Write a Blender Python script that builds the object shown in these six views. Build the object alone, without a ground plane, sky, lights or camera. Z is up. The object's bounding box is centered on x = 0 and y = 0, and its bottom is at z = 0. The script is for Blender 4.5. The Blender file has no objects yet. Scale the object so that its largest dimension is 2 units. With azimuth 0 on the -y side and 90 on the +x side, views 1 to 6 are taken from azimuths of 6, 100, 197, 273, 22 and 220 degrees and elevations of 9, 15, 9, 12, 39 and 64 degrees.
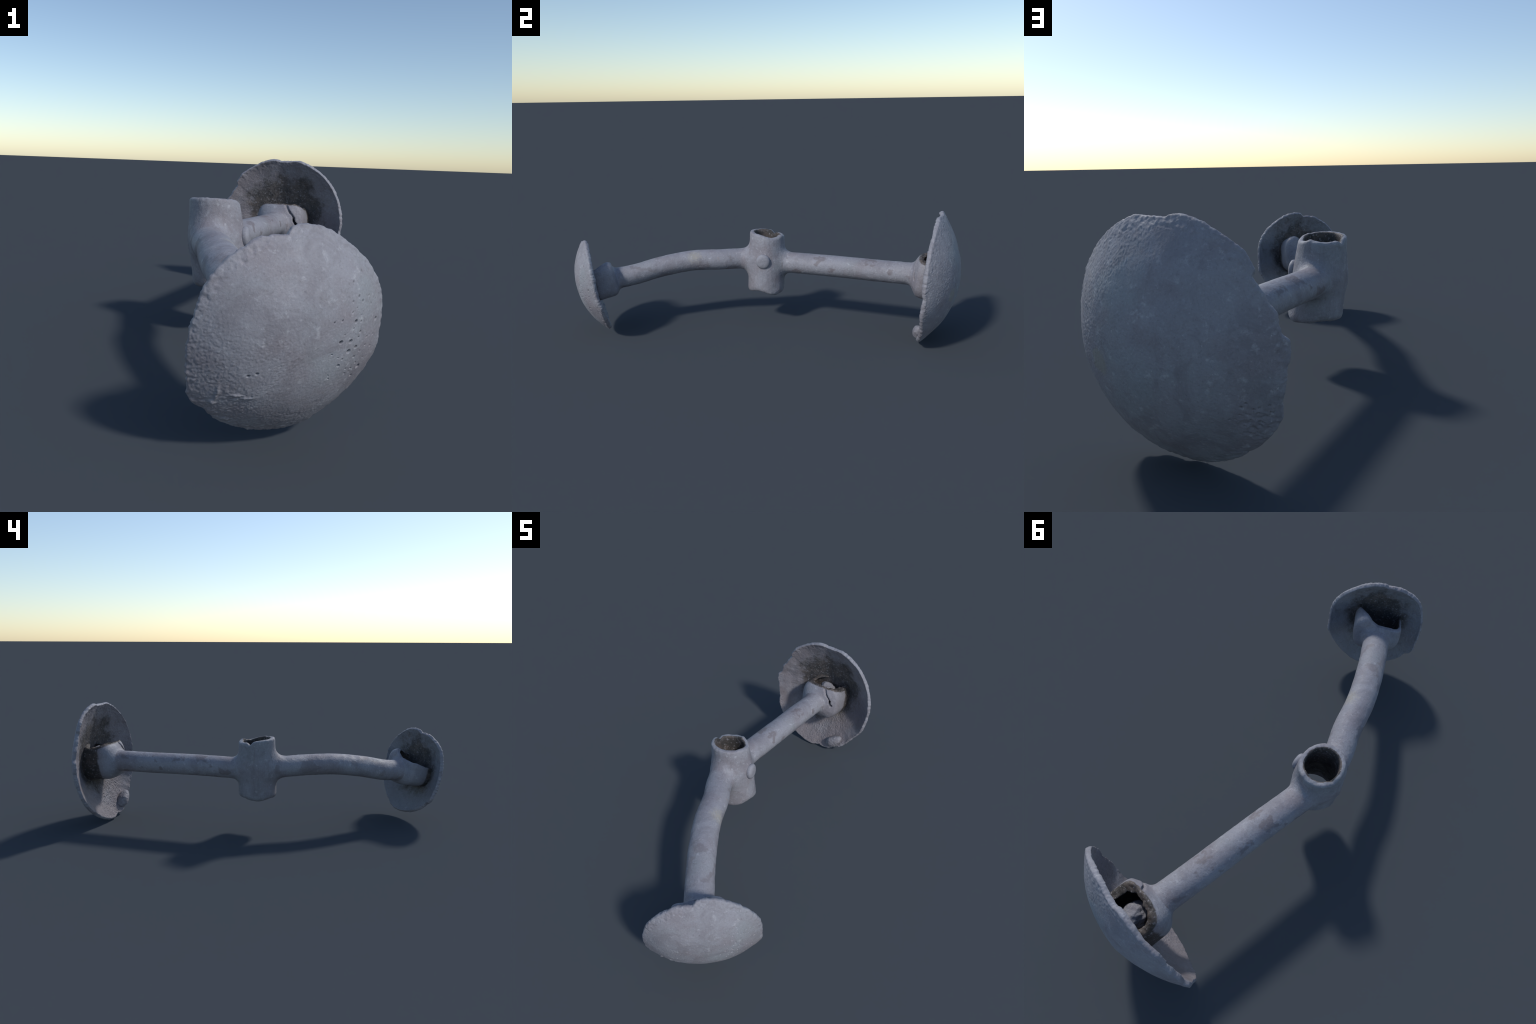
import bpy, math
import numpy as np
from mathutils import Matrix

# ---------------------------------------------------------------- noise ----
def _hash(ix, iy, iz, seed):
    h = (ix.astype(np.int64) * 374761393 + iy.astype(np.int64) * 668265263
         + iz.astype(np.int64) * 2147483647 + seed * 1274126177) & 0xFFFFFFFF
    h = ((h ^ (h >> 13)) * 1274126177) & 0xFFFFFFFF
    h = ((h ^ (h >> 16)) * 2246822519) & 0xFFFFFFFF
    return h ^ (h >> 15)

def noise3(p, freq, seed=0):
    """Gradient noise, roughly -1..1, for an (n,3) array."""
    q = np.asarray(p, float) * freq + 100.0
    i = np.floor(q)
    f = q - i
    w = f * f * f * (f * (f * 6 - 15) + 10)
    i = i.astype(np.int64)
    out = np.zeros(len(q))
    for dx in (0, 1):
        for dy in (0, 1):
            for dz in (0, 1):
                h = _hash(i[:, 0] + dx, i[:, 1] + dy, i[:, 2] + dz, seed)
                gx = ((h & 1023) / 511.5) - 1
                gy = (((h >> 10) & 1023) / 511.5) - 1
                gz = (((h >> 20) & 1023) / 511.5) - 1
                d = gx * (f[:, 0] - dx) + gy * (f[:, 1] - dy) + gz * (f[:, 2] - dz)
                ww = ((w[:, 0] if dx else 1 - w[:, 0]) * (w[:, 1] if dy else 1 - w[:, 1])
                      * (w[:, 2] if dz else 1 - w[:, 2]))
                out += ww * d
    return out * 1.4

def fbm(p, freq, octaves=3, seed=0):
    s, a, t = 0, 1.0, 0
    for o in range(octaves):
        s = s + a * noise3(p, freq * 2 ** o, seed + 17 * o)
        t += a
        a *= 0.5
    return s / t

def smooth(x, a, b):
    t = np.clip((x - a) / (b - a), 0, 1)
    return t * t * (3 - 2 * t)

def smin(a, b, k):
    h = np.clip(0.5 + 0.5 * (b - a) / k, 0, 1)
    return b * (1 - h) + a * h - k * h * (1 - h)

def smax(a, b, k):
    return -smin(-a, -b, k)

# ------------------------------------------------------------- dimensions --
def frame(az, el):
    az, el = math.radians(az), math.radians(el)
    n = np.array([math.cos(el) * math.cos(az), math.cos(el) * math.sin(az), math.sin(el)])
    u = np.cross([0, 0, 1], n)
    u /= np.linalg.norm(u)
    return u, np.cross(n, u), n

# Each disc: centre of the rim plane, axis (outward), dome height, dome
# exponent, rim waviness out of plane, rim radius (angle, radius) profile.
BIG = dict(
    c=np.array([-0.0154, 0.8629, 0.3277]), ax=frame(78.3, -5.4), h=0.133, ex=1.9,
    wave=(0.0030, 0.0030, 0.0015, -0.0039), thick=0.036, lip=0.019, rough=(-0.8, 0.6), bumpy=0.0012, sag=0.016, sag_at=3.4,
    swell=lambda th: (0.014 * np.exp(-((th - 1.0) / 0.6) ** 2) - 0.015 * np.exp(-((th - 2.7) / 0.7) ** 2)
                      + 0.020 * np.exp(-((th - 4.4) / 0.6) ** 2)),
    rim=[(0, .322), (4, .325), (9, .324), (11, .314), (15, .312), (20, .314), (26, .307), (38, .307), (40, .321),
         (48, .329), (56, .329), (65, .328), (76, .330), (82, .330), (87, .319), (95, .320), (103, .330),
         (112, .330), (124, .330), (140, .328), (155, .324), (168, .320), (178, .318), (183, .311), (190, .312),
         (204, .317), (218, .313), (230, .320), (238, .327), (246, .325), (252, .331), (258, .330), (263, .322),
         (272, .330), (284, .330), (293, .326), (306, .322), (322, .327), (334, .328), (341, .315), (350, .315),
         (358, .317)])
SMALL = dict(
    c=np.array([0.1275, -0.8655, 0.2655]), ax=frame(-59.8, -10.8), h=0.0855, ex=2.35,
    wave=(0.0080, -0.0040, 0.0024, 0.0029), thick=0.028, lip=0.020, rough=(-0.75, -0.66), bumpy=0.0015, sag=0.0, sag_at=0.0, swell=lambda th: 0 * th + 0.010,
    rim=[(0, .228), (10, .231), (23, .237), (36, .237), (50, .236), (60, .238), (70, .241), (78, .244), (88, .244),
         (94, .240), (98, .229), (105, .234), (112, .239), (124, .241), (135, .243), (146, .240), (160, .231),
         (175, .227), (190, .229), (202, .235), (209, .246), (216, .246), (221, .237), (234, .239), (249, .238),
         (266, .240), (280, .246), (293, .244), (303, .235), (315, .232), (330, .231), (346, .236), (356, .229)])

def rim_radius(D, th):
    a = np.array([t for t, _ in D['rim']], float)
    r = np.array([x for _, x in D['rim']], float)
    a = np.concatenate([a - 360, a, a + 360])
    r = np.concatenate([r, r, r])
    return np.interp(np.degrees(th) % 360, a, r)

def rim_wave(D, th):
    w = D['wave']
    return w[0] * np.cos(2 * th) + w[1] * np.sin(2 * th) + w[2] * np.cos(3 * th) + w[3] * np.sin(3 * th)

def local(D, P):
    u, v, n = D['ax']
    d = P - D['c']
    return d @ u, d @ v, d @ n

def world(D, u, v, w):
    a, b, n = D['ax']
    return D['c'] + np.multiply.outer(u, a) + np.multiply.outer(v, b) + np.multiply.outer(w, n)

def dome_w(D, s, th):
    sag = D['sag'] * np.clip(np.cos(th - D['sag_at']), 0, 1) * s * s * np.clip(1 - s, 0, 1) * 5
    return D['h'] * (1 - np.clip(s, 0, 1.2) ** D['ex']) + rim_wave(D, th) * s ** 2 + sag

# ---------------------------------------------------------------- meshes ---
ROOT = bpy.data.objects.new("bronze_fitting", None)
bpy.context.scene.collection.objects.link(ROOT)
ROOT["label"] = "corroded grey bronze bar with collar and two domed discs"
ROOT["category"] = "metal fitting"

def add_object(name, me, mats, parent=ROOT, smooth_all=True):
    ob = bpy.data.objects.new(name, me)
    bpy.context.scene.collection.objects.link(ob)
    ob.parent = parent
    for m in mats:
        me.materials.append(m)
    if smooth_all:
        me.polygons.foreach_set("use_smooth", np.ones(len(me.polygons), bool))
    me.update()
    return ob

def mesh_from(name, V, F):
    """F: (n,4) int array; -1 in the last column marks a triangle."""
    me = bpy.data.meshes.new(name)
    F = np.asarray(F)
    sizes = np.where(F[:, 3] < 0, 3, 4)
    starts = np.concatenate([[0], np.cumsum(sizes)[:-1]])
    loops = F.ravel()
    loops = loops[loops >= 0]
    me.vertices.add(len(V))
    me.vertices.foreach_set("co", np.asarray(V, np.float32).ravel())
    me.loops.add(len(loops))
    me.loops.foreach_set("vertex_index", loops.astype(np.int32))
    me.polygons.add(len(F))
    me.polygons.foreach_set("loop_start", starts.astype(np.int32))
    me.polygons.foreach_set("loop_total", sizes.astype(np.int32))
    me.update(calc_edges=True)
    me.validate()
    return me

def vertex_normals(V, F):
    a, b, c = V[F[:, 0]], V[F[:, 1]], V[F[:, 2]]
    d = V[np.where(F[:, 3] < 0, F[:, 2], F[:, 3])]
    fn = np.cross(c - a, d - b)
    tri = F[:, 3] < 0
    fn[tri] = np.cross(b - a, c - a)[tri]
    N = np.zeros_like(V)
    for k in range(4):
        ok = F[:, k] >= 0
        for ax in range(3):
            N[:, ax] += np.bincount(F[ok, k], fn[ok, ax], len(V))
    return N / np.maximum(np.linalg.norm(N, axis=1), 1e-12)[:, None]

# ------------------------------------------------------------- the discs ---
def build_disc(D, seed, pits, extra):
    nt, nr, ne = 760, 150, 7
    th = np.linspace(0, 2 * np.pi, nt, endpoint=False)
    ring = np.stack([np.cos(th), np.sin(th), 0 * th], 1)
    chips = 0.0035 * fbm(ring, 9, 3, seed) + 0.0006 * noise3(ring, 45, seed + 5)
    R = rim_radius(D, th)
    R = (np.roll(R, 1) + R * 2 + np.roll(R, -1)) / 4 + chips - 0.002
    k = np.exp(-(np.linspace(-2.2, 2.2, 141)) ** 2)
    Rm = np.convolve(np.concatenate([R[-70:], R, R[:70]]), k / k.sum(), 'valid')   # smooth outline behind the chips
    lip = D['lip'] * (1 + 0.15 * noise3(ring, 3.1, seed + 8) + 0.04 * noise3(ring, 13, seed + 9))
    rows, kind = [], []
    # outer surface, centre to rim
    for s in np.linspace(0, 1, nr + 1)[1:]:
        rows.append((s * R, dome_w(D, s * R / Rm, th)))
        kind.append(0)
    # rounded edge
    slope = D['h'] * D['ex'] / R.mean()
    for e in range(1, ne):
        t = e / ne
        b = 0.004 * math.sin(math.pi * t)
        rr = R - lip * 0.42 * t + b
        ww = dome_w(D, R / Rm, th) - lip * 0.9 * t
        rows.append((rr, ww))
        kind.append(1)
    # inner surface, rim to centre
    Rin = R - lip * 0.42
    for s in np.linspace(1, 0, nr + 1)[:-1]:
        t = D['thick'] + (lip * 0.9 - D['thick']) * s ** 4
        t = t + D['swell'](th) * (4 * s * (1 - s)) ** 1.5
        q = (s * Rin + 0.42 * (lip * s ** 4 + D['lip'] * (1 - s ** 4)) * s) / Rm
        rows.append((s * Rin, dome_w(D, q, th) - t))
        kind.append(2)
    kind = np.array(kind)
    rr = np.array([r for r, _ in rows])
    ww = np.array([w for _, w in rows])
    U, Vv = rr * np.cos(th), rr * np.sin(th)
    nrow = len(rows)
    UVW = np.stack([U.ravel(), Vv.ravel(), ww.ravel()], 1)
    UVW = np.vstack([UVW, [[0, 0, D['h']], [0, 0, D['h'] - D['thick']]]])
    vk = np.concatenate([np.repeat(kind, nt), [0, 2]])
    i = np.arange(nt)
    j = (i + 1) % nt
    F = [np.stack([k * nt + i, (k + 1) * nt + i, (k + 1) * nt + j, k * nt + j], 1) for k in range(nrow - 1)]
    top, bot = nrow * nt, nrow * nt + 1
    F.append(np.stack([np.full(nt, top), i, j, np.full(nt, -1)], 1))
    F.append(np.stack([np.full(nt, bot), (nrow - 1) * nt + j, (nrow - 1) * nt + i, np.full(nt, -1)], 1))
    F = np.vstack(F)
    N = vertex_normals(UVW, F)
    rad = np.hypot(UVW[:, 0], UVW[:, 1])
    s = rad / R.mean()
    # cast and corroded skin: broad swell, hammered dimples, fine grain
    patch = smooth((UVW[:, 0] * D['rough'][0] + UVW[:, 1] * D['rough'][1]) / R.mean() + 0.8 * fbm(UVW, 7, 2, seed + 20), 0.1, 0.75)
    skew = UVW @ np.array([[1.0, 0.35, 0], [-0.35, 1.0, 0], [0, 0, 1.0]]) * np.array([1.5, 0.8, 1.0])
    d = 0.0035 * fbm(UVW, 9, 2, seed + 1)
    dim = np.abs(noise3(skew, 75, seed + 2)) + 0.8 * np.abs(noise3(skew, 150, seed + 3))
    d += patch * D['bumpy'] * (dim - 0.45) + (1 - patch) * 0.0003 * (dim - 0.45)
    d += (0.0003 + 0.0005 * patch) * noise3(UVW, 190, seed + 4)
    inner = vk == 2
    d[inner] += 0.0045 * fbm(UVW[inner], 18, 4, seed + 6)
    edge = (vk == 1) | (s > 0.93)
    d[edge] += 0.0026 * fbm(UVW[edge], 70, 2, seed + 7)
    for (pu, pv, pr) in pits:
        q = np.hypot(UVW[:, 0] - pu, UVW[:, 1] - pv) / pr
        m = (q < 1.6) & (vk == 0)
        d[m] += -2.4 * pr * (1 - smooth(q[m], 0.45, 1.15)) 
    d += extra(UVW, vk, s)
    UVW = UVW + N * d[:, None]
    W = world(D, UVW[:, 0], UVW[:, 1], UVW[:, 2])
    fk = np.concatenate([np.repeat(np.where(kind[:-1] == 2, 1, 0), nt), np.zeros(nt, int), np.ones(nt, int)])
    return W, F, fk

rng = np.random.default_rng(7)
small_pits = [(0.081, 0.016, .0045), (0.108, 0.013, .0045), (0.127, -0.005, .004), (0.106, -0.010, .005),
              (0.154, -0.064, .0055), (0.085, -0.040, .0035), (0.192, 0.040, .004), (0.118, 0.055, .004),
              (-0.099, -0.039, .003), (-0.115, -0.045, .003), (0.140, -0.085, .003)]
for _ in range(60):
    a, b = rng.normal(0.135, 0.036), rng.normal(0.01, 0.062)
    r = rng.uniform(0.0015, 0.0028)
    if a * a + b * b < 0.215 ** 2 and all(math.hypot(a - p, b - q) > 2.5 * (r + t) for p, q, t in small_pits):
        small_pits.append((a, b, r))
big_pits = []
for _ in range(40):
    a, b = rng.normal(0.255, 0.025), rng.normal(-0.150, 0.05)
    if a * a + b * b < 0.305 ** 2:
        big_pits.append((a, b, rng.uniform(0.0015, 0.0030)))

def small_extra(P, vk, s):
    # raised casting flaws on the lower outer face
    d = np.zeros(len(P))
    for (u, v, du, dv, h) in [(-.164, -.100, .0035, .018, .0032), (-.167, -.125, .005, .006, .0040), (-.130, -.098, .012, .003, .0030), (-.108, -.104, .010, .003, .0030)]:
        q = ((P[:, 0] - u) / du) ** 2 + ((P[:, 1] - v) / dv) ** 2
        near = (vk == 0) & (q < 6)
        d[near] += h * np.exp(-q[near]) * (1 + 0.8 * noise3(P[near], 130, 95))
    return d

def big_extra(P, vk, s):
    # rough, granular floor of the hollow below the socket
    g = smooth(0.19 - np.hypot(P[:, 0] + 0.03, P[:, 1] + 0.19), 0.0, 0.09) * (vk == 2)
    d = np.zeros(len(P))
    m = g > 0
    d[m] = g[m] * 0.0042 * (np.abs(noise3(P[m], 110, 91)) + 0.6 * np.abs(noise3(P[m], 190, 92)) - 0.4)
    r = smooth(0.07 - np.hypot(P[:, 0] - 0.25, P[:, 1] + 0.164), 0.0, 0.05) * (vk == 0)
    m = r > 0
    d[m] += r[m] * 0.005 * fbm(P[m], 70, 2, 93)
    return d

# ------------------------------------------ collar, arms and end sockets ---
TOP, BOT = np.array([-0.199, 0.004, 0.486]), np.array([-0.160, 0.0, 0.160])
FRONT_PATH = [(-0.192, -0.04, 0.345), (-0.192, -0.10, 0.346), (-0.145, -0.25, 0.348), (-0.107, -0.40, 0.347),
              (-0.050, -0.55, 0.325), (0.020, -0.70, 0.291), (0.074, -0.80, 0.280), (0.115, -0.87, 0.27)]
REAR_PATH = [(-0.200, 0.03, 0.335), (-0.183, 0.10, 0.335), (-0.126, 0.35, 0.337), (-0.073, 0.60, 0.335),
             (-0.028, 0.80, 0.335), (-0.012, 0.87, 0.335)]

def spline(path, y):
    """x(y), z(y) through the control points by a cubic Hermite in y."""
    p = np.array(sorted(path, key=lambda t: t[1]))
    yy = p[:, 1]
    res = []
    for k in (0, 2):
        m = np.gradient(p[:, k], yy)
        i = np.clip(np.searchsorted(yy, y) - 1, 0, len(yy) - 2)
        h = yy[i + 1] - yy[i]
        t = np.clip((y - yy[i]) / h, 0, 1)
        a, b = p[i, k], p[i + 1, k]
        res.append((2 * t ** 3 - 3 * t ** 2 + 1) * a + (t ** 3 - 2 * t ** 2 + t) * h * m[i]
                   + (-2 * t ** 3 + 3 * t ** 2) * b + (t ** 3 - t ** 2) * h * m[i + 1])
    return res

def arm_sdf(X, Y, Z, path, ylo, yhi, a0, b0):
    y1 = Y[0, :, 0]
    cx, cz = spline(path, y1)
    gx, gz = np.gradient(cx, y1), np.gradient(cz, y1)
    ca = 1 / np.sqrt(1 + gx ** 2)
    cb = 1 / np.sqrt(1 + gz ** 2)
    dx = (X - cx[None, :, None]) * ca[None, :, None] / a0
    dz = (Z - cz[None, :, None]) * cb[None, :, None] / b0
    r = np.sqrt(dx * dx + dz * dz)
    d = (r - 1) * (a0 + b0) / 2
    return np.maximum(d, np.maximum(ylo - Y, Y - yhi))

def cup_profile(U, V, W, half, w0, rr, e, flat):
    rho = (np.abs(U) ** e + np.abs(V / flat) ** e) ** (1 / e)
    q0 = rho - half + rr
    q1 = (w0 - W) + rr
    return (np.sqrt(np.maximum(q0, 0) ** 2 + np.maximum(q1, 0) ** 2) - rr + np.minimum(np.maximum(q0, q1), 0))

CUPS = [dict(D=BIG, half=0.118, w0=-0.088, rr=0.056, e=2.8, flat=0.90, cv=0.008, cu=-0.007, wall=0.017, jag=0.014, seed=51),
        dict(D=SMALL, half=0.112, w0=-0.112, rr=0.028, e=3.3, flat=0.87, cv=0.018, cu=-0.011, wall=0.014, jag=0.008, seed=61)]

def cup_top(cup, U, W):
    """Height (v) of the broken upper edge of a socket."""
    if cup['D'] is BIG:
        near = 0.076 + 0.25 * np.clip(-W, 0, 0.09)
        far = 0.080 + 0.28 * np.clip(-W, 0, 0.09) + 0.55 * np.clip(W - 0.03, 0, 0.08)
        return near + (far - near) * smooth(U, -0.02, 0.06)
    return 0.050 + 0.80 * np.clip(U, 0, 0.09) + 0.15 * np.minimum(U, 0) - 0.16 * np.clip(W + 0.08, 0, 1) \
        - 0.45 * smooth(U, 0.02, 0.08) * np.clip(W + 0.085, 0, 0.09)

H = 0.0033
X0, X1, Y0, Y1, Z0, Z1 = -0.33, 0.245, -0.985, 0.995, 0.140, 0.520

def body_chunk(xs, ys, zs):
    X, Y, Z = np.meshgrid(xs, ys, zs, indexing='ij')
    P = np.stack([X.ravel(), Y.ravel(), Z.ravel()], 1)
    d = np.full(X.shape, 9.0)
    lo, hi = ys[0], ys[-1]
    parts = {}
    if lo < 0.1:
        d = arm_sdf(X, Y, Z, FRONT_PATH, -0.83, -0.02, 0.0615, 0.0550)
    if hi > -0.1:
        r = arm_sdf(X, Y, Z, REAR_PATH, 0.02, 0.83, 0.0615, 0.0555)
        d = np.minimum(d, r) if lo < 0.1 else r
    if lo < 0.25 and hi > -0.25:
        t = (Z - BOT[2]) / (TOP[2] - BOT[2])
        ax = BOT[0] + t * (TOP[0] - BOT[0])
        ay = BOT[1] + t * (TOP[1] - BOT[1])
        dx, dy = X - ax, Y - ay
        phi = np.arctan2(dy, dx)
        swell = 0.006 * np.exp(-((t - 0.58) / 0.25) ** 2)
        hx = 0.090 + 0.015 * (1 - t) + swell
        hy = 0.094 + 0.006 * (1 - t) + 0.4 * swell
        keel = 0.005 * np.exp(-(np.abs(np.abs(phi) - np.pi) / 0.22) ** 2) * smooth(t, 1.0, 0.75)
        r = np.sqrt((dx / hx) ** 2 + (dy / hy) ** 2)
        hub = (r - 1) * (hx + hy) / 2 - keel
        topz = (0.493 - 0.11 * dy - 0.010 * np.exp(-((phi - 0.45) / 0.5) ** 2) + 0.006 * np.exp(-((phi - 1.15) / 0.16) ** 2)
                - 0.016 * np.exp(-(((phi - 2.75)) / 0.17) ** 2) - 0.006 * np.exp(-((phi - 2.1) / 0.5) ** 2)
                )
        botz = (0.172 + 0.021 * np.exp(-((phi + 0.35) / 0.65) ** 2) - 0.004 * np.exp(-((phi - 0.7) / 0.35) ** 2)
                + 0.008 * np.exp(-((np.abs(phi) - 2.2) / 0.5) ** 2))
        wob = (0.0022 * noise3(P, 60, 11)).reshape(X.shape)
        hub = smax(hub, Z - topz + wob, 0.012)
        hub = smax(hub, botz - Z + wob, 0.030)
        parts['hub'] = hub
        d = smin(d, hub, np.where(Y < 0, 0.058, 0.045))
        hole = np.sqrt(dx ** 2 + dy ** 2) - (0.068 + 0.016 * np.clip(0.6 - t, 0, 1))
        d = smax(d, -hole, 0.007)
    for cup in CUPS:
        D = cup['D']
        c = D['c'][1]
        if lo > c + 0.2 or hi < c - 0.2:
            continue
        U, V, W = local(D, P)
        U = U.reshape(X.shape) - cup['cu']
        V = V.reshape(X.shape) - cup['cv']
        W = W.reshape(X.shape)
        out = cup_profile(U, V, W, cup['half'], cup['w0'], cup['rr'], cup['e'], cup['flat'])
        if D is BIG:      # the side wall beyond the crack has sprung outwards
            out = out - 0.007 * smooth(-U, 0.055, 0.075) * smooth(W, -0.075, -0.060)
        hol = cup_profile(U, V, W, cup['half'] - cup['wall'], cup['w0'] + cup['wall'] + 0.008,
                          max(cup['rr'] - cup['wall'], 0.02), cup['e'], cup['flat'])
        parts['cup'] = np.minimum(parts.get('cup', 9), out)
        d = smin(d, out, 0.034)
        jag = (cup['jag'] * fbm(P, 24, 3, cup['seed'])).reshape(X.shape)
        cut = V - cup_top(cup, U, W) + jag
        d = smax(d, -hol, 0.006)
        # only the wall around the hollow is broken away, not the arm
        d = smax(d, np.minimum(cut, W - cup['w0'] - 0.002), 0.006)
        s = np.hypot(U, V + cup['cv']) / 0.325 if D is BIG else np.hypot(U, V + cup['cv']) / 0.237
        skin = D['h'] * (1 - np.clip(s, 0, 1) ** D['ex']) - D['thick'] * 0.6
        d = np.maximum(d, W - skin)
        if D is BIG:
            # crack that has opened between the flare and the side wall
            pts = np.array([(0.012, .776, .432), (.026, .776, .408), (.044, .774, .385), (.056, .776, .362), (.066, .778, .338)])
            rad = [0.009, 0.006, 0.0045, 0.0050, 0.0075]
            cr = np.full(len(P), 9.0)
            Pj = P + 0.006 * np.stack([noise3(P, 50, 71), noise3(P, 50, 72), noise3(P, 50, 73)], 1)
            for k in range(len(pts) - 1):
                a, b = pts[k], pts[k + 1]
                ab = b - a
                tt = np.clip((Pj - a) @ ab / (ab @ ab), 0, 1)
                cr = np.minimum(cr, np.linalg.norm((Pj - a - tt[:, None] * ab) * np.array([1, .45, 1]), axis=1)
                                - (rad[k] + tt * (rad[k + 1] - rad[k])))
            d = np.maximum(d, -cr.reshape(X.shape))
    return d.astype(np.float32), parts

def build_body():
    xs = np.arange(X0, X1, H)
    ys = np.arange(Y0, Y1, H)
    zs = np.arange(Z0, Z1, H)
    f = np.empty((len(xs), len(ys), len(zs)), np.float32)
    step = 48
    for k in range(0, len(ys), step):
        y = ys[k:k + step]
        cx = []
        if y[-1] <= 0.3:
            cx.append(np.array(spline(FRONT_PATH, y)[0]))
        if y[0] >= -0.3:
            cx.append(np.array(spline(REAR_PATH, y)[0]))
        cx = np.concatenate(cx)
        i0 = max(int((cx.min() - 0.19 - X0) / H), 0)
        i1 = min(int((cx.max() + 0.19 - X0) / H), len(xs))
        block = np.full((len(xs), len(y), len(zs)), 1.0, np.float32)
        yy = y if len(y) > 2 else ys[-3:]
        d, _ = body_chunk(xs[i0:i1], yy, zs)
        block[i0:i1] = d[:, -len(y):]
        f[:, k:k + step] = block
    f[0], f[-1], f[:, 0], f[:, -1], f[:, :, 0], f[:, :, -1] = 1, 1, 1, 1, 1, 1
    return surface_nets(f, np.array([X0, Y0, Z0]), H)

def surface_nets(f, origin, h):
    n = f.shape
    inside = f < 0
    c = np.zeros((n[0] - 1, n[1] - 1, n[2] - 1), np.uint8)
    for dx in (0, 1):
        for dy in (0, 1):
            for dz in (0, 1):
                c += inside[dx:n[0] - 1 + dx, dy:n[1] - 1 + dy, dz:n[2] - 1 + dz]
    act = np.argwhere((c > 0) & (c < 8))
    idx = np.full(c.shape, -1, np.int32)
    idx[act[:, 0], act[:, 1], act[:, 2]] = np.arange(len(act))
    corner = [(0, 0, 0), (1, 0, 0), (0, 1, 0), (1, 1, 0), (0, 0, 1), (1, 0, 1), (0, 1, 1), (1, 1, 1)]
    edges = [(a, b) for a in range(8) for b in range(a + 1, 8) if bin(a ^ b).count('1') == 1]
    val = [f[act[:, 0] + i, act[:, 1] + j, act[:, 2] + k] for i, j, k in corner]
    acc = np.zeros((len(act), 3))
    cnt = np.zeros(len(act))
    for a, b in edges:
        cross = (val[a] < 0) != (val[b] < 0)
        t = np.where(cross, val[a] / np.where(cross, val[a] - val[b], 1), 0)
        pa, pb = np.array(corner[a], float), np.array(corner[b], float)
        acc += np.where(cross[:, None], pa + t[:, None] * (pb - pa), 0)
        cnt += cross
    V = origin + (act + acc / cnt[:, None]) * h
    F = []
    for ax in range(3):
        o = [(ax + 1) % 3, (ax + 2) % 3]
        sl = [slice(None)] * 3
        sa, sb = list(sl), list(sl)
        sa[ax], sb[ax] = slice(0, -1), slice(1, None)
        e = np.argwhere(inside[tuple(sa)] != inside[tuple(sb)])
        start_in = inside[e[:, 0], e[:, 1], e[:, 2]]
        q = []
        for (p, r) in [(-1, -1), (0, -1), (0, 0), (-1, 0)]:
            g = e.copy()
            g[:, o[0]] += p
            g[:, o[1]] += r
            q.append(idx[g[:, 0], g[:, 1], g[:, 2]])
        q = np.stack(q, 1)
        q[~start_in] = q[~start_in][:, ::-1]
        F.append(q)
    F = np.vstack(F)
    return V, F

def relax(V, F, n, lam=0.5):
    E = np.vstack([F[:, [0, 1]], F[:, [1, 2]], F[:, [2, 3]], F[:, [3, 0]]])
    deg = np.bincount(E[:, 0], minlength=len(V)) + np.bincount(E[:, 1], minlength=len(V))
    for _ in range(n):
        S = np.zeros_like(V)
        for ax in range(3):
            S[:, ax] = (np.bincount(E[:, 0], V[E[:, 1], ax], len(V)) + np.bincount(E[:, 1], V[E[:, 0], ax], len(V)))
        V = V + lam * (S / deg[:, None] - V)
    return V

# -------------------------------------------------------------- materials --
def nodes_of(name):
    m = bpy.data.materials.new(name)
    m.use_nodes = True
    nt = m.node_tree
    nt.nodes.clear()
    return m, nt

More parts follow.
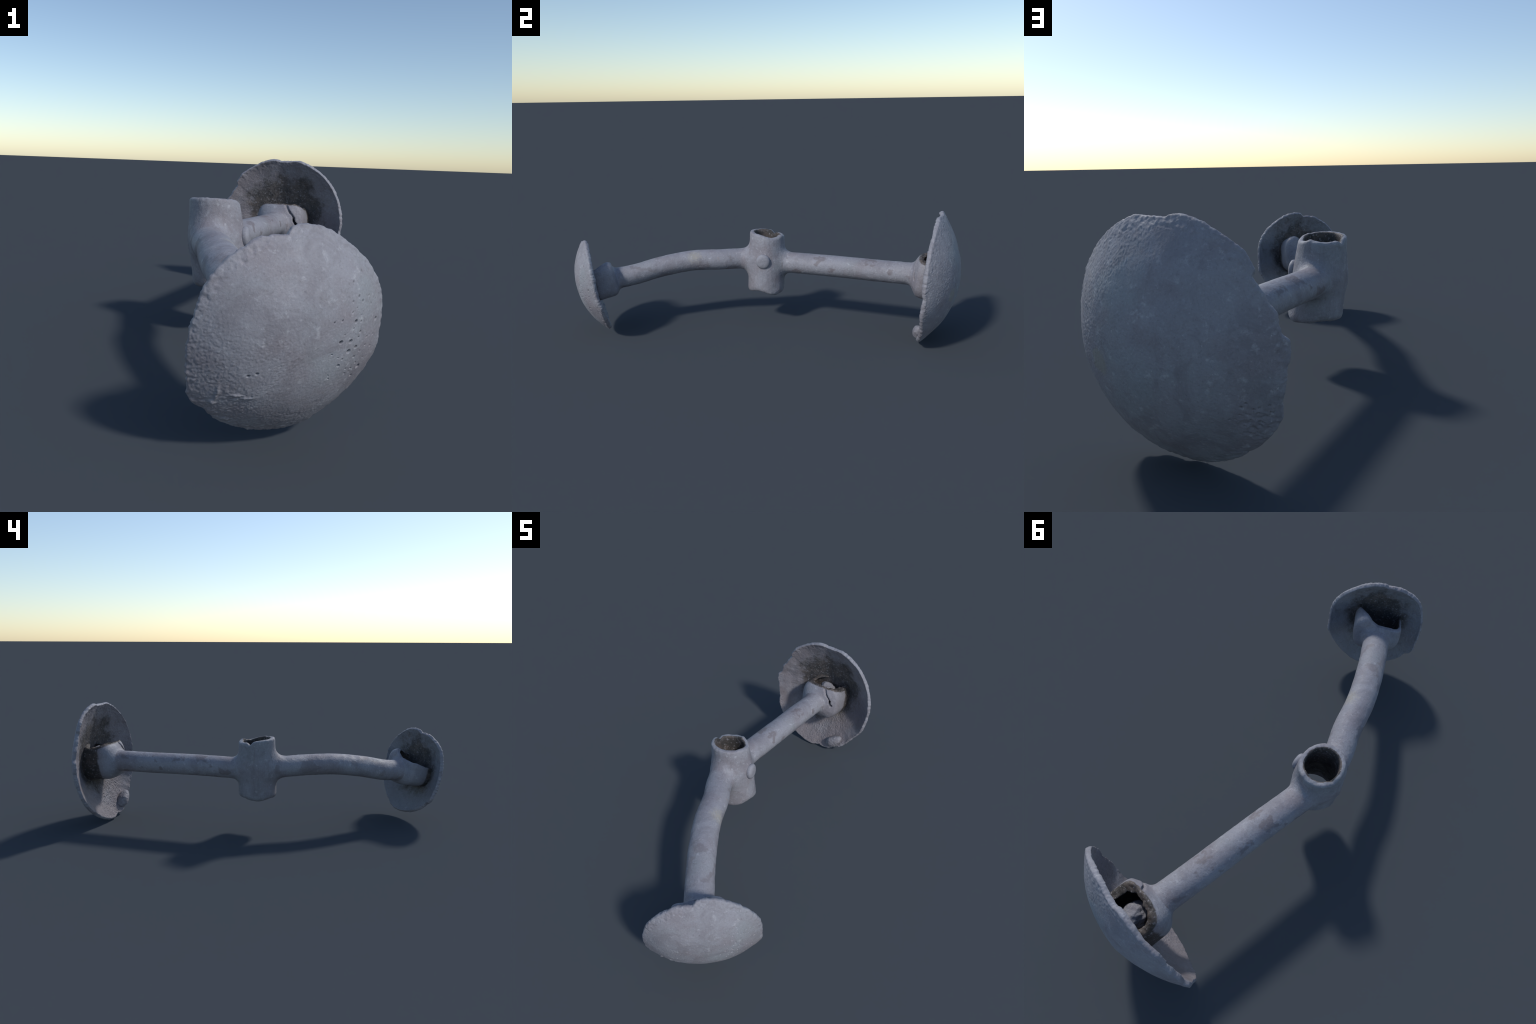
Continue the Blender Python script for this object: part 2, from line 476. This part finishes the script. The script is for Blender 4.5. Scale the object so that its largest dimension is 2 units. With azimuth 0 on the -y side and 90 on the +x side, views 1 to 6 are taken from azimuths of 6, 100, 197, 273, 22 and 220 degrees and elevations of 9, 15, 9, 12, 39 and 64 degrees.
class Kit:
    def __init__(self, nt):
        self.nt = nt
        self.co = self.n('ShaderNodeTexCoord').outputs['Object']

    def n(self, kind, **kw):
        nd = self.nt.nodes.new(kind)
        for k, v in kw.items():
            setattr(nd, k, v)
        return nd

    def link(self, a, b):
        self.nt.links.new(a, b)

    def put(self, sock, v):
        if hasattr(v, 'is_linked') or isinstance(v, bpy.types.NodeSocket):
            self.link(v, sock)
        else:
            sock.default_value = v

    def noise(self, scale, detail=4, rough=0.55, co=None, dist=0.0):
        nd = self.n('ShaderNodeTexNoise')
        self.link(co or self.co, nd.inputs['Vector'])
        nd.inputs['Scale'].default_value = scale
        nd.inputs['Detail'].default_value = detail
        nd.inputs['Roughness'].default_value = rough
        nd.inputs['Distortion'].default_value = dist
        return nd.outputs['Fac']

    def voronoi(self, scale, co=None, feature='F1'):
        nd = self.n('ShaderNodeTexVoronoi', feature=feature)
        self.link(co or self.co, nd.inputs['Vector'])
        nd.inputs['Scale'].default_value = scale
        return nd.outputs['Distance']

    def step(self, x, a, b, lo=0.0, hi=1.0):
        nd = self.n('ShaderNodeMapRange', interpolation_type='SMOOTHSTEP')
        self.put(nd.inputs['Value'], x)
        nd.inputs['From Min'].default_value = a
        nd.inputs['From Max'].default_value = b
        nd.inputs['To Min'].default_value = lo
        nd.inputs['To Max'].default_value = hi
        return nd.outputs['Result']

    def math(self, op, a, b=0.0):
        nd = self.n('ShaderNodeMath', operation=op)
        self.put(nd.inputs[0], a)
        self.put(nd.inputs[1], b)
        return nd.outputs[0]

    def mix(self, fac, a, b):
        nd = self.n('ShaderNodeMix', data_type='RGBA')
        self.put(nd.inputs[0], fac)
        for s, v in ((nd.inputs[6], a), (nd.inputs[7], b)):
            if isinstance(v, bpy.types.NodeSocket):
                self.link(v, s)
            else:
                s.default_value = (*v, 1)
        return nd.outputs[2]

    def offset(self, v, scale=(1, 1, 1), rot=(0, 0, 0)):
        nd = self.n('ShaderNodeMapping')
        self.link(self.co, nd.inputs['Vector'])
        nd.inputs['Location'].default_value = v
        nd.inputs['Scale'].default_value = scale
        nd.inputs['Rotation'].default_value = rot
        return nd.outputs['Vector']

    def dot(self, origin, axis):
        """Signed distance of the shading point along an axis."""
        s = self.n('ShaderNodeVectorMath', operation='SUBTRACT')
        self.link(self.co, s.inputs[0])
        s.inputs[1].default_value = origin
        d = self.n('ShaderNodeVectorMath', operation='DOT_PRODUCT')
        self.link(s.outputs[0], d.inputs[0])
        d.inputs[1].default_value = axis
        return d.outputs['Value']

    def dist(self, p):
        d = self.n('ShaderNodeVectorMath', operation='DISTANCE')
        self.link(self.co, d.inputs[0])
        d.inputs[1].default_value = p
        return d.outputs['Value']

GREY = (0.270, 0.271, 0.305)
MAUVE = (0.236, 0.222, 0.248)
TEAL = (0.262, 0.290, 0.316)
STAIN = (0.160, 0.140, 0.150)
RUST = (0.300, 0.235, 0.215)
PALE = (0.52, 0.53, 0.57)
SOOT = (0.050, 0.047, 0.046)

def base_patina(k, seed):
    o = k.offset((seed * 1.37, seed * 0.71, seed * 2.1))
    c = k.mix(k.step(k.noise(5.5, 5, 0.6, o), 0.44, 0.64), GREY, MAUVE)
    o2 = k.offset((seed * 2.3 + 5, seed * 1.1, 3.0))
    c = k.mix(k.step(k.noise(4.0, 4, 0.55, o2), 0.54, 0.72, 0, 0.65), c, TEAL)
    c = k.mix(k.step(k.noise(16, 6, 0.7, o2, 0.6), 0.50, 0.78, 0, 0.45), c, STAIN)
    g = k.noise(150, 5, 0.75, o)
    c = k.mix(k.step(g, 0.52, 0.72, 0, 0.50), c, (0.150, 0.142, 0.158))
    c = k.mix(k.step(g, 0.48, 0.28, 0, 0.35), c, (0.40, 0.41, 0.45))
    c = k.mix(k.step(k.noise(9, 6, 0.7, o, 0.8), 0.49, 0.64, 0, 0.50), c, (0.185, 0.176, 0.200))
    c = k.mix(k.step(k.noise(42, 5, 0.65, o), 0.56, 0.74, 0, 0.40), c, PALE)
    c = k.mix(k.step(k.noise(75, 4, 0.7, o2), 0.66, 0.76, 0, 0.75), c, PALE)
    c = k.mix(k.step(k.noise(23, 5, 0.6, k.offset((9, seed, 4))), 0.66, 0.80, 0, 0.45), c, RUST)
    return c

def finish(k, color, rough=0.62, bump=0.35):
    b = k.n('ShaderNodeBsdfPrincipled')
    out = k.n('ShaderNodeOutputMaterial')
    k.link(b.outputs[0], out.inputs[0])
    k.put(b.inputs['Base Color'], color)
    r = k.step(k.noise(30, 4, 0.6), 0.3, 0.7, rough - 0.08, rough + 0.12)
    k.link(r, b.inputs['Roughness'])
    b.inputs['Specular IOR Level'].default_value = 0.35
    bp = k.n('ShaderNodeBump')
    bp.inputs['Strength'].default_value = bump
    bp.inputs['Distance'].default_value = 0.005
    h = k.math('ADD', k.noise(120, 4, 0.65), k.math('MULTIPLY', k.noise(320, 3, 0.6), 0.5))
    k.link(h, bp.inputs['Height'])
    k.link(bp.outputs[0], b.inputs['Normal'])
    return b

def plain_material(name, seed, rough=0.62, bump=0.3):
    m, nt = nodes_of(name)
    k = Kit(nt)
    finish(k, base_patina(k, seed), rough, bump)
    return m

def crusted(k, c, mask, seed):
    """Dark soil-brown crust with pale flecks where mask is 1."""
    o = k.offset((seed, 2.0, seed * 0.3))
    dark = k.mix(k.step(k.noise(22, 5, 0.65, o), 0.40, 0.66), SOOT, (0.112, 0.093, 0.084))
    dark = k.mix(k.step(k.noise(95, 5, 0.7, o), 0.54, 0.68, 0, 0.7), dark, (0.34, 0.33, 0.36))
    return k.mix(mask, c, dark)

def arm_material(name, seed, stained):
    m, nt = nodes_of(name)
    k = Kit(nt)
    c = base_patina(k, seed)
    # brownish blotches left by old adhesive labels and handling
    o = k.offset((seed * 3.1, 0.4, 1.7), (1.0, 0.8, 1.0))
    c = k.mix(k.step(k.noise(17 if stained else 13, 3, 0.5, o), 0.57, 0.64, 0, 0.70 if stained else 0.45), c, STAIN)
    if not stained:
        d = k.math('ADD', k.dist((-0.075, -0.375, 0.375)), k.math('MULTIPLY', k.noise(90, 4), 0.07))
        c = k.mix(k.step(d, 0.085, 0.045, 0, 0.38), c, (0.42, 0.38, 0.28))
    finish(k, c, 0.6, 0.3)
    return m

def collar_material():
    m, nt = nodes_of("collar_patina")
    k = Kit(nt)
    o = k.offset((0, 0, 0), (1, 1, 0.12))
    c = base_patina(k, 3.0)
    # vertical file marks on the outer wall
    c = k.mix(k.step(k.noise(55, 4, 0.6, o), 0.52, 0.72, 0, 0.35), c, STAIN)
    ax = (TOP - BOT) / np.linalg.norm(TOP - BOT)
    h = k.dot(tuple(BOT), tuple(ax))
    d2 = k.math('POWER', k.dist(tuple(BOT)), 2.0)
    rad = k.math('SQRT', k.math('MAXIMUM', k.math('SUBTRACT', d2, k.math('MULTIPLY', h, h)), 0.0))
    rad = k.math('ADD', rad, k.math('MULTIPLY', k.math('SUBTRACT', k.noise(40, 4), 0.5), 0.012))
    mask = k.step(rad, 0.0765, 0.0725)
    c = crusted(k, c, mask, 4.0)
    finish(k, c, 0.6, 0.35)
    return m

def socket_material(name, cup, seed):
    m, nt = nodes_of(name)
    k = Kit(nt)
    D = cup['D']
    u, v, n = D['ax']
    c = base_patina(k, seed)
    w = k.dot(tuple(D['c']), tuple(n))
    wob = k.math('MULTIPLY', k.math('SUBTRACT', k.noise(26, 5, 0.6), 0.5), 0.035)
    tilt = k.math('MULTIPLY', k.dot(tuple(D['c']), tuple(u)), cup['tilt'])
    band = k.step(k.math('ADD', k.math('ADD', w, tilt), wob), cup['band'], cup['band'] + 0.014)
    lu = k.dot(tuple(D['c'] + u * cup['cu'] + v * cup['cv']), tuple(u))
    lv = k.dot(tuple(D['c'] + u * cup['cu'] + v * cup['cv']), tuple(v))
    e = cup['e']
    rho = k.math('POWER', k.math('ADD', k.math('POWER', k.math('ABSOLUTE', lu), e),
                                 k.math('POWER', k.math('ABSOLUTE', k.math('DIVIDE', lv, cup['flat'])), e)), 1 / e)
    t = cup['half'] - 0.0085
    rho = k.math('ADD', rho, k.math('MULTIPLY', wob, 0.2))
    ins = k.math('MULTIPLY', k.step(rho, t + 0.003, t - 0.004), k.step(w, cup['w0'] + 0.034, cup['w0'] + 0.044))
    mask = k.math('MAXIMUM', band, ins)
    if cup['D'] is BIG:
        # brown, freshly broken upper edge of the wall
        top = k.math('ADD', k.math('SUBTRACT', lv, 0.078), k.math('MULTIPLY', k.math('MINIMUM', w, 0.0), 0.265))
        top = k.math('ADD', top, k.math('MULTIPLY', wob, 0.4))
        mask = k.math('MAXIMUM', mask, k.step(top, -0.013, -0.007))
    c = crusted(k, c, mask, seed + 3)
    finish(k, c, 0.55, 0.35)
    return m

def disc_outer_material(name, seed, spot=None):
    m, nt = nodes_of(name)
    k = Kit(nt)
    c = base_patina(k, seed)
    if spot is not None:
        d = k.math('ADD', k.dist(spot), k.math('MULTIPLY', k.noise(45, 4), 0.045))
        c = k.mix(k.step(d, 0.062, 0.048, 0, 0.6), c, (0.27, 0.26, 0.22))
    finish(k, c, 0.6, 0.22)
    return m

def disc_inner_material(name, D, seed, reach, tint, up):
    m, nt = nodes_of(name)
    k = Kit(nt)
    u, v, n = D['ax']
    c = base_patina(k, seed)
    o = k.offset((seed, 1, 2))
    c = k.mix(k.step(k.noise(9, 5, 0.6, o), 0.38, 0.62, 0.4, 0.9), c, tint)
    c = k.mix(k.step(k.noise(60, 5, 0.7, o), 0.52, 0.70, 0, 0.5), c, STAIN)
    lu = k.dot(tuple(D['c']), tuple(u))
    lv = k.dot(tuple(D['c'] + v * up), tuple(v))
    r = k.math('SQRT', k.math('ADD', k.math('MULTIPLY', lu, lu), k.math('MULTIPLY', lv, lv)))
    r = k.math('ADD', r, k.math('MULTIPLY', k.math('SUBTRACT', k.noise(14, 6, 0.65), 0.5), 0.26))
    mask = k.step(r, reach, reach - 0.08, 0, 0.88)
    c = crusted(k, c, mask, seed + 2)
    # pale brushed-out streaks and specks around the socket
    st = k.noise(30, 6, 0.75, k.offset((seed, 3, 1), (2.2, 1.0, 0.7), (0.5, 0.3, 0.2)), 1.2)
    zone = k.step(r, reach + 0.05, reach - 0.05, 0.25, 1.0)
    c = k.mix(k.math('MULTIPLY', k.step(st, 0.56, 0.70, 0, 0.55), zone), c, (0.34, 0.335, 0.37))
    finish(k, c, 0.62, 0.5)
    return m

CUPS[0]['band'], CUPS[0]['tilt'] = -0.008, 0.22
CUPS[1]['band'], CUPS[1]['tilt'] = -0.012, 0.05
mat_collar = collar_material()
mat_arm_front = arm_material("arm_patina", 1.0, False)
mat_arm_rear = arm_material("arm_patina_stained", 2.0, True)
mat_sock = [socket_material("socket_patina", CUPS[0], 5.0), socket_material("socket_patina_blue", CUPS[1], 6.0)]
mat_rivet = plain_material("rivet_patina", 8.0, 0.55, 0.2)
mat_rock = plain_material("core_rubble", 9.0, 0.8, 0.8)
mat_lump = plain_material("lump_patina", 10.0, 0.6, 0.5)
spot = world(BIG, np.array([-0.146]), np.array([-0.026]), np.array([0.101]))[0]
mat_big_out = disc_outer_material("big_disc_patina", 11.0, tuple(spot))
mat_small_out = disc_outer_material("small_disc_patina", 12.5)
mat_big_in = disc_inner_material("big_disc_hollow", BIG, 13.0, 0.235, (0.198, 0.177, 0.192), 0.045)
mat_small_in = disc_inner_material("small_disc_hollow", SMALL, 14.0, 0.185, (0.205, 0.215, 0.240), 0.03)

# --------------------------------------------------------------- assembly --
V, F = build_body()
V = relax(V, F, 2, 0.4)
N = vertex_normals(V, F)
disp = 0.0016 * fbm(V, 24, 3, 31) + 0.0005 * noise3(V, 170, 33)
streak = V * np.array([1, 1, 0.15])
near = np.hypot(V[:, 0] + 0.19, V[:, 1]) < 0.16
disp[near] += 0.0007 * noise3(streak[near], 55, 35)
V = V + N * disp[:, None]
N = vertex_normals(V, F)

def region(P):
    """0 collar, 1 front arm, 2 rear arm, 3 big socket, 4 small socket."""
    reg = np.where(P[:, 1] < 0, 1, 2)
    t = (P[:, 2] - BOT[2]) / (TOP[2] - BOT[2])
    ax = BOT[0] + t * (TOP[0] - BOT[0])
    reg[np.hypot(P[:, 0] - ax, P[:, 1]) < 0.121] = 0
    for r, cup in ((3, CUPS[0]), (4, CUPS[1])):
        u, v, w = local(cup['D'], P)
        reg[(w > cup['w0'] - 0.012) & (np.hypot(u, v) < 0.3)] = r
    return reg

reg = region(V[F].mean(axis=1))
names = {0: ("collar", mat_collar), 1: ("arm", mat_arm_front), 2: ("arm", mat_arm_rear),
         3: ("socket", mat_sock[0]), 4: ("socket", mat_sock[1])}
PART = {}
for r, (nm, mt) in names.items():
    f = F[reg == r]
    used = np.unique(f)
    remap = np.full(len(V), -1)
    remap[used] = np.arange(len(used))
    me = mesh_from(nm, V[used], remap[f])
    ob = add_object(nm, me, [mt])
    me.normals_split_custom_set_from_vertices([tuple(x) for x in N[used]])
    PART[r] = ob

for D, seed, pits, extra, m_out, m_in in ((BIG, 100, big_pits, big_extra, mat_big_out, mat_big_in),
                                          (SMALL, 200, small_pits, small_extra, mat_small_out, mat_small_in)):
    W, Fd, fk = build_disc(D, seed, pits, extra)
    me = mesh_from("disc", W, Fd)
    ob = add_object("disc", me, [m_out, m_in])
    me.polygons.foreach_set("material_index", fk[:len(me.polygons)].astype(np.int32))
    me.update()

def blob(name, center, axes, radii, mat, seed, amp, freq, power=2.0, rows=64, parent=ROOT):
    """Lumpy ellipsoid on its own axes."""
    th = np.linspace(0, 2 * np.pi, rows * 2, endpoint=False)
    ph = np.linspace(0, np.pi, rows + 1)[1:-1]
    S = np.stack([np.outer(np.sin(ph), np.cos(th)).ravel(), np.outer(np.sin(ph), np.sin(th)).ravel(),
                  np.outer(np.cos(ph), np.ones_like(th)).ravel()], 1)
    S = np.vstack([S, [[0, 0, 1], [0, 0, -1]]])
    r = (np.hypot(S[:, 0], S[:, 1]) ** power + np.abs(S[:, 2]) ** power) ** (-1 / power)
    Q = S * r[:, None] * np.array(radii)
    Q = Q + S * (amp * fbm(Q, freq, 3, seed))[:, None]
    P = np.array(center) + Q @ np.array(axes)
    nt, nr = len(th), len(ph)
    i = np.arange(nt)
    j = (i + 1) % nt
    Fb = [np.stack([k * nt + i, (k + 1) * nt + i, (k + 1) * nt + j, k * nt + j], 1) for k in range(nr - 1)]
    Fb.append(np.stack([np.full(nt, nr * nt), i, j, np.full(nt, -1)], 1))
    Fb.append(np.stack([np.full(nt, nr * nt + 1), (nr - 1) * nt + j, (nr - 1) * nt + i, np.full(nt, -1)], 1))
    return add_object(name, mesh_from(name, P, np.vstack(Fb)), [mat], parent)

# domed rivet head on the +x wall of the collar
rv = np.array([math.cos(0.05), 0.02, 0.06])
rv /= np.linalg.norm(rv)
rt = np.cross([0, 0, 1], rv)
rt /= np.linalg.norm(rt)
blob("rivet", (-0.082, -0.001, 0.360), (rt, np.cross(rv, rt), rv), (0.0375, 0.0385, 0.018), mat_rivet, 41, 0.0015, 30, 2.6,
     48, PART[0])
# rubble of the casting core left in the big socket
u, v, n = BIG['ax']
blob("core_rubble", world(BIG, np.array([-0.008]), np.array([0.025]), np.array([0.018]))[0], (u, v, n),
     (0.052, 0.057, 0.062), mat_rock, 43, 0.018, 24, 2.4, 64, PART[3])
# casting lump on the lower inner edge of the big disc
ax = np.array([-0.095, 0.077, 0.0])
ang = math.atan2(0.077, -0.095)
l1 = math.cos(ang) * u + math.sin(ang) * v
l2 = -math.sin(ang) * u + math.cos(ang) * v
blob("casting_lump", world(BIG, np.array([-0.128]), np.array([-0.252]), np.array([-0.010]))[0], (l1, l2, n),
     (0.058, 0.030, 0.034), mat_lump, 45, 0.011, 20, 2.2, 64)
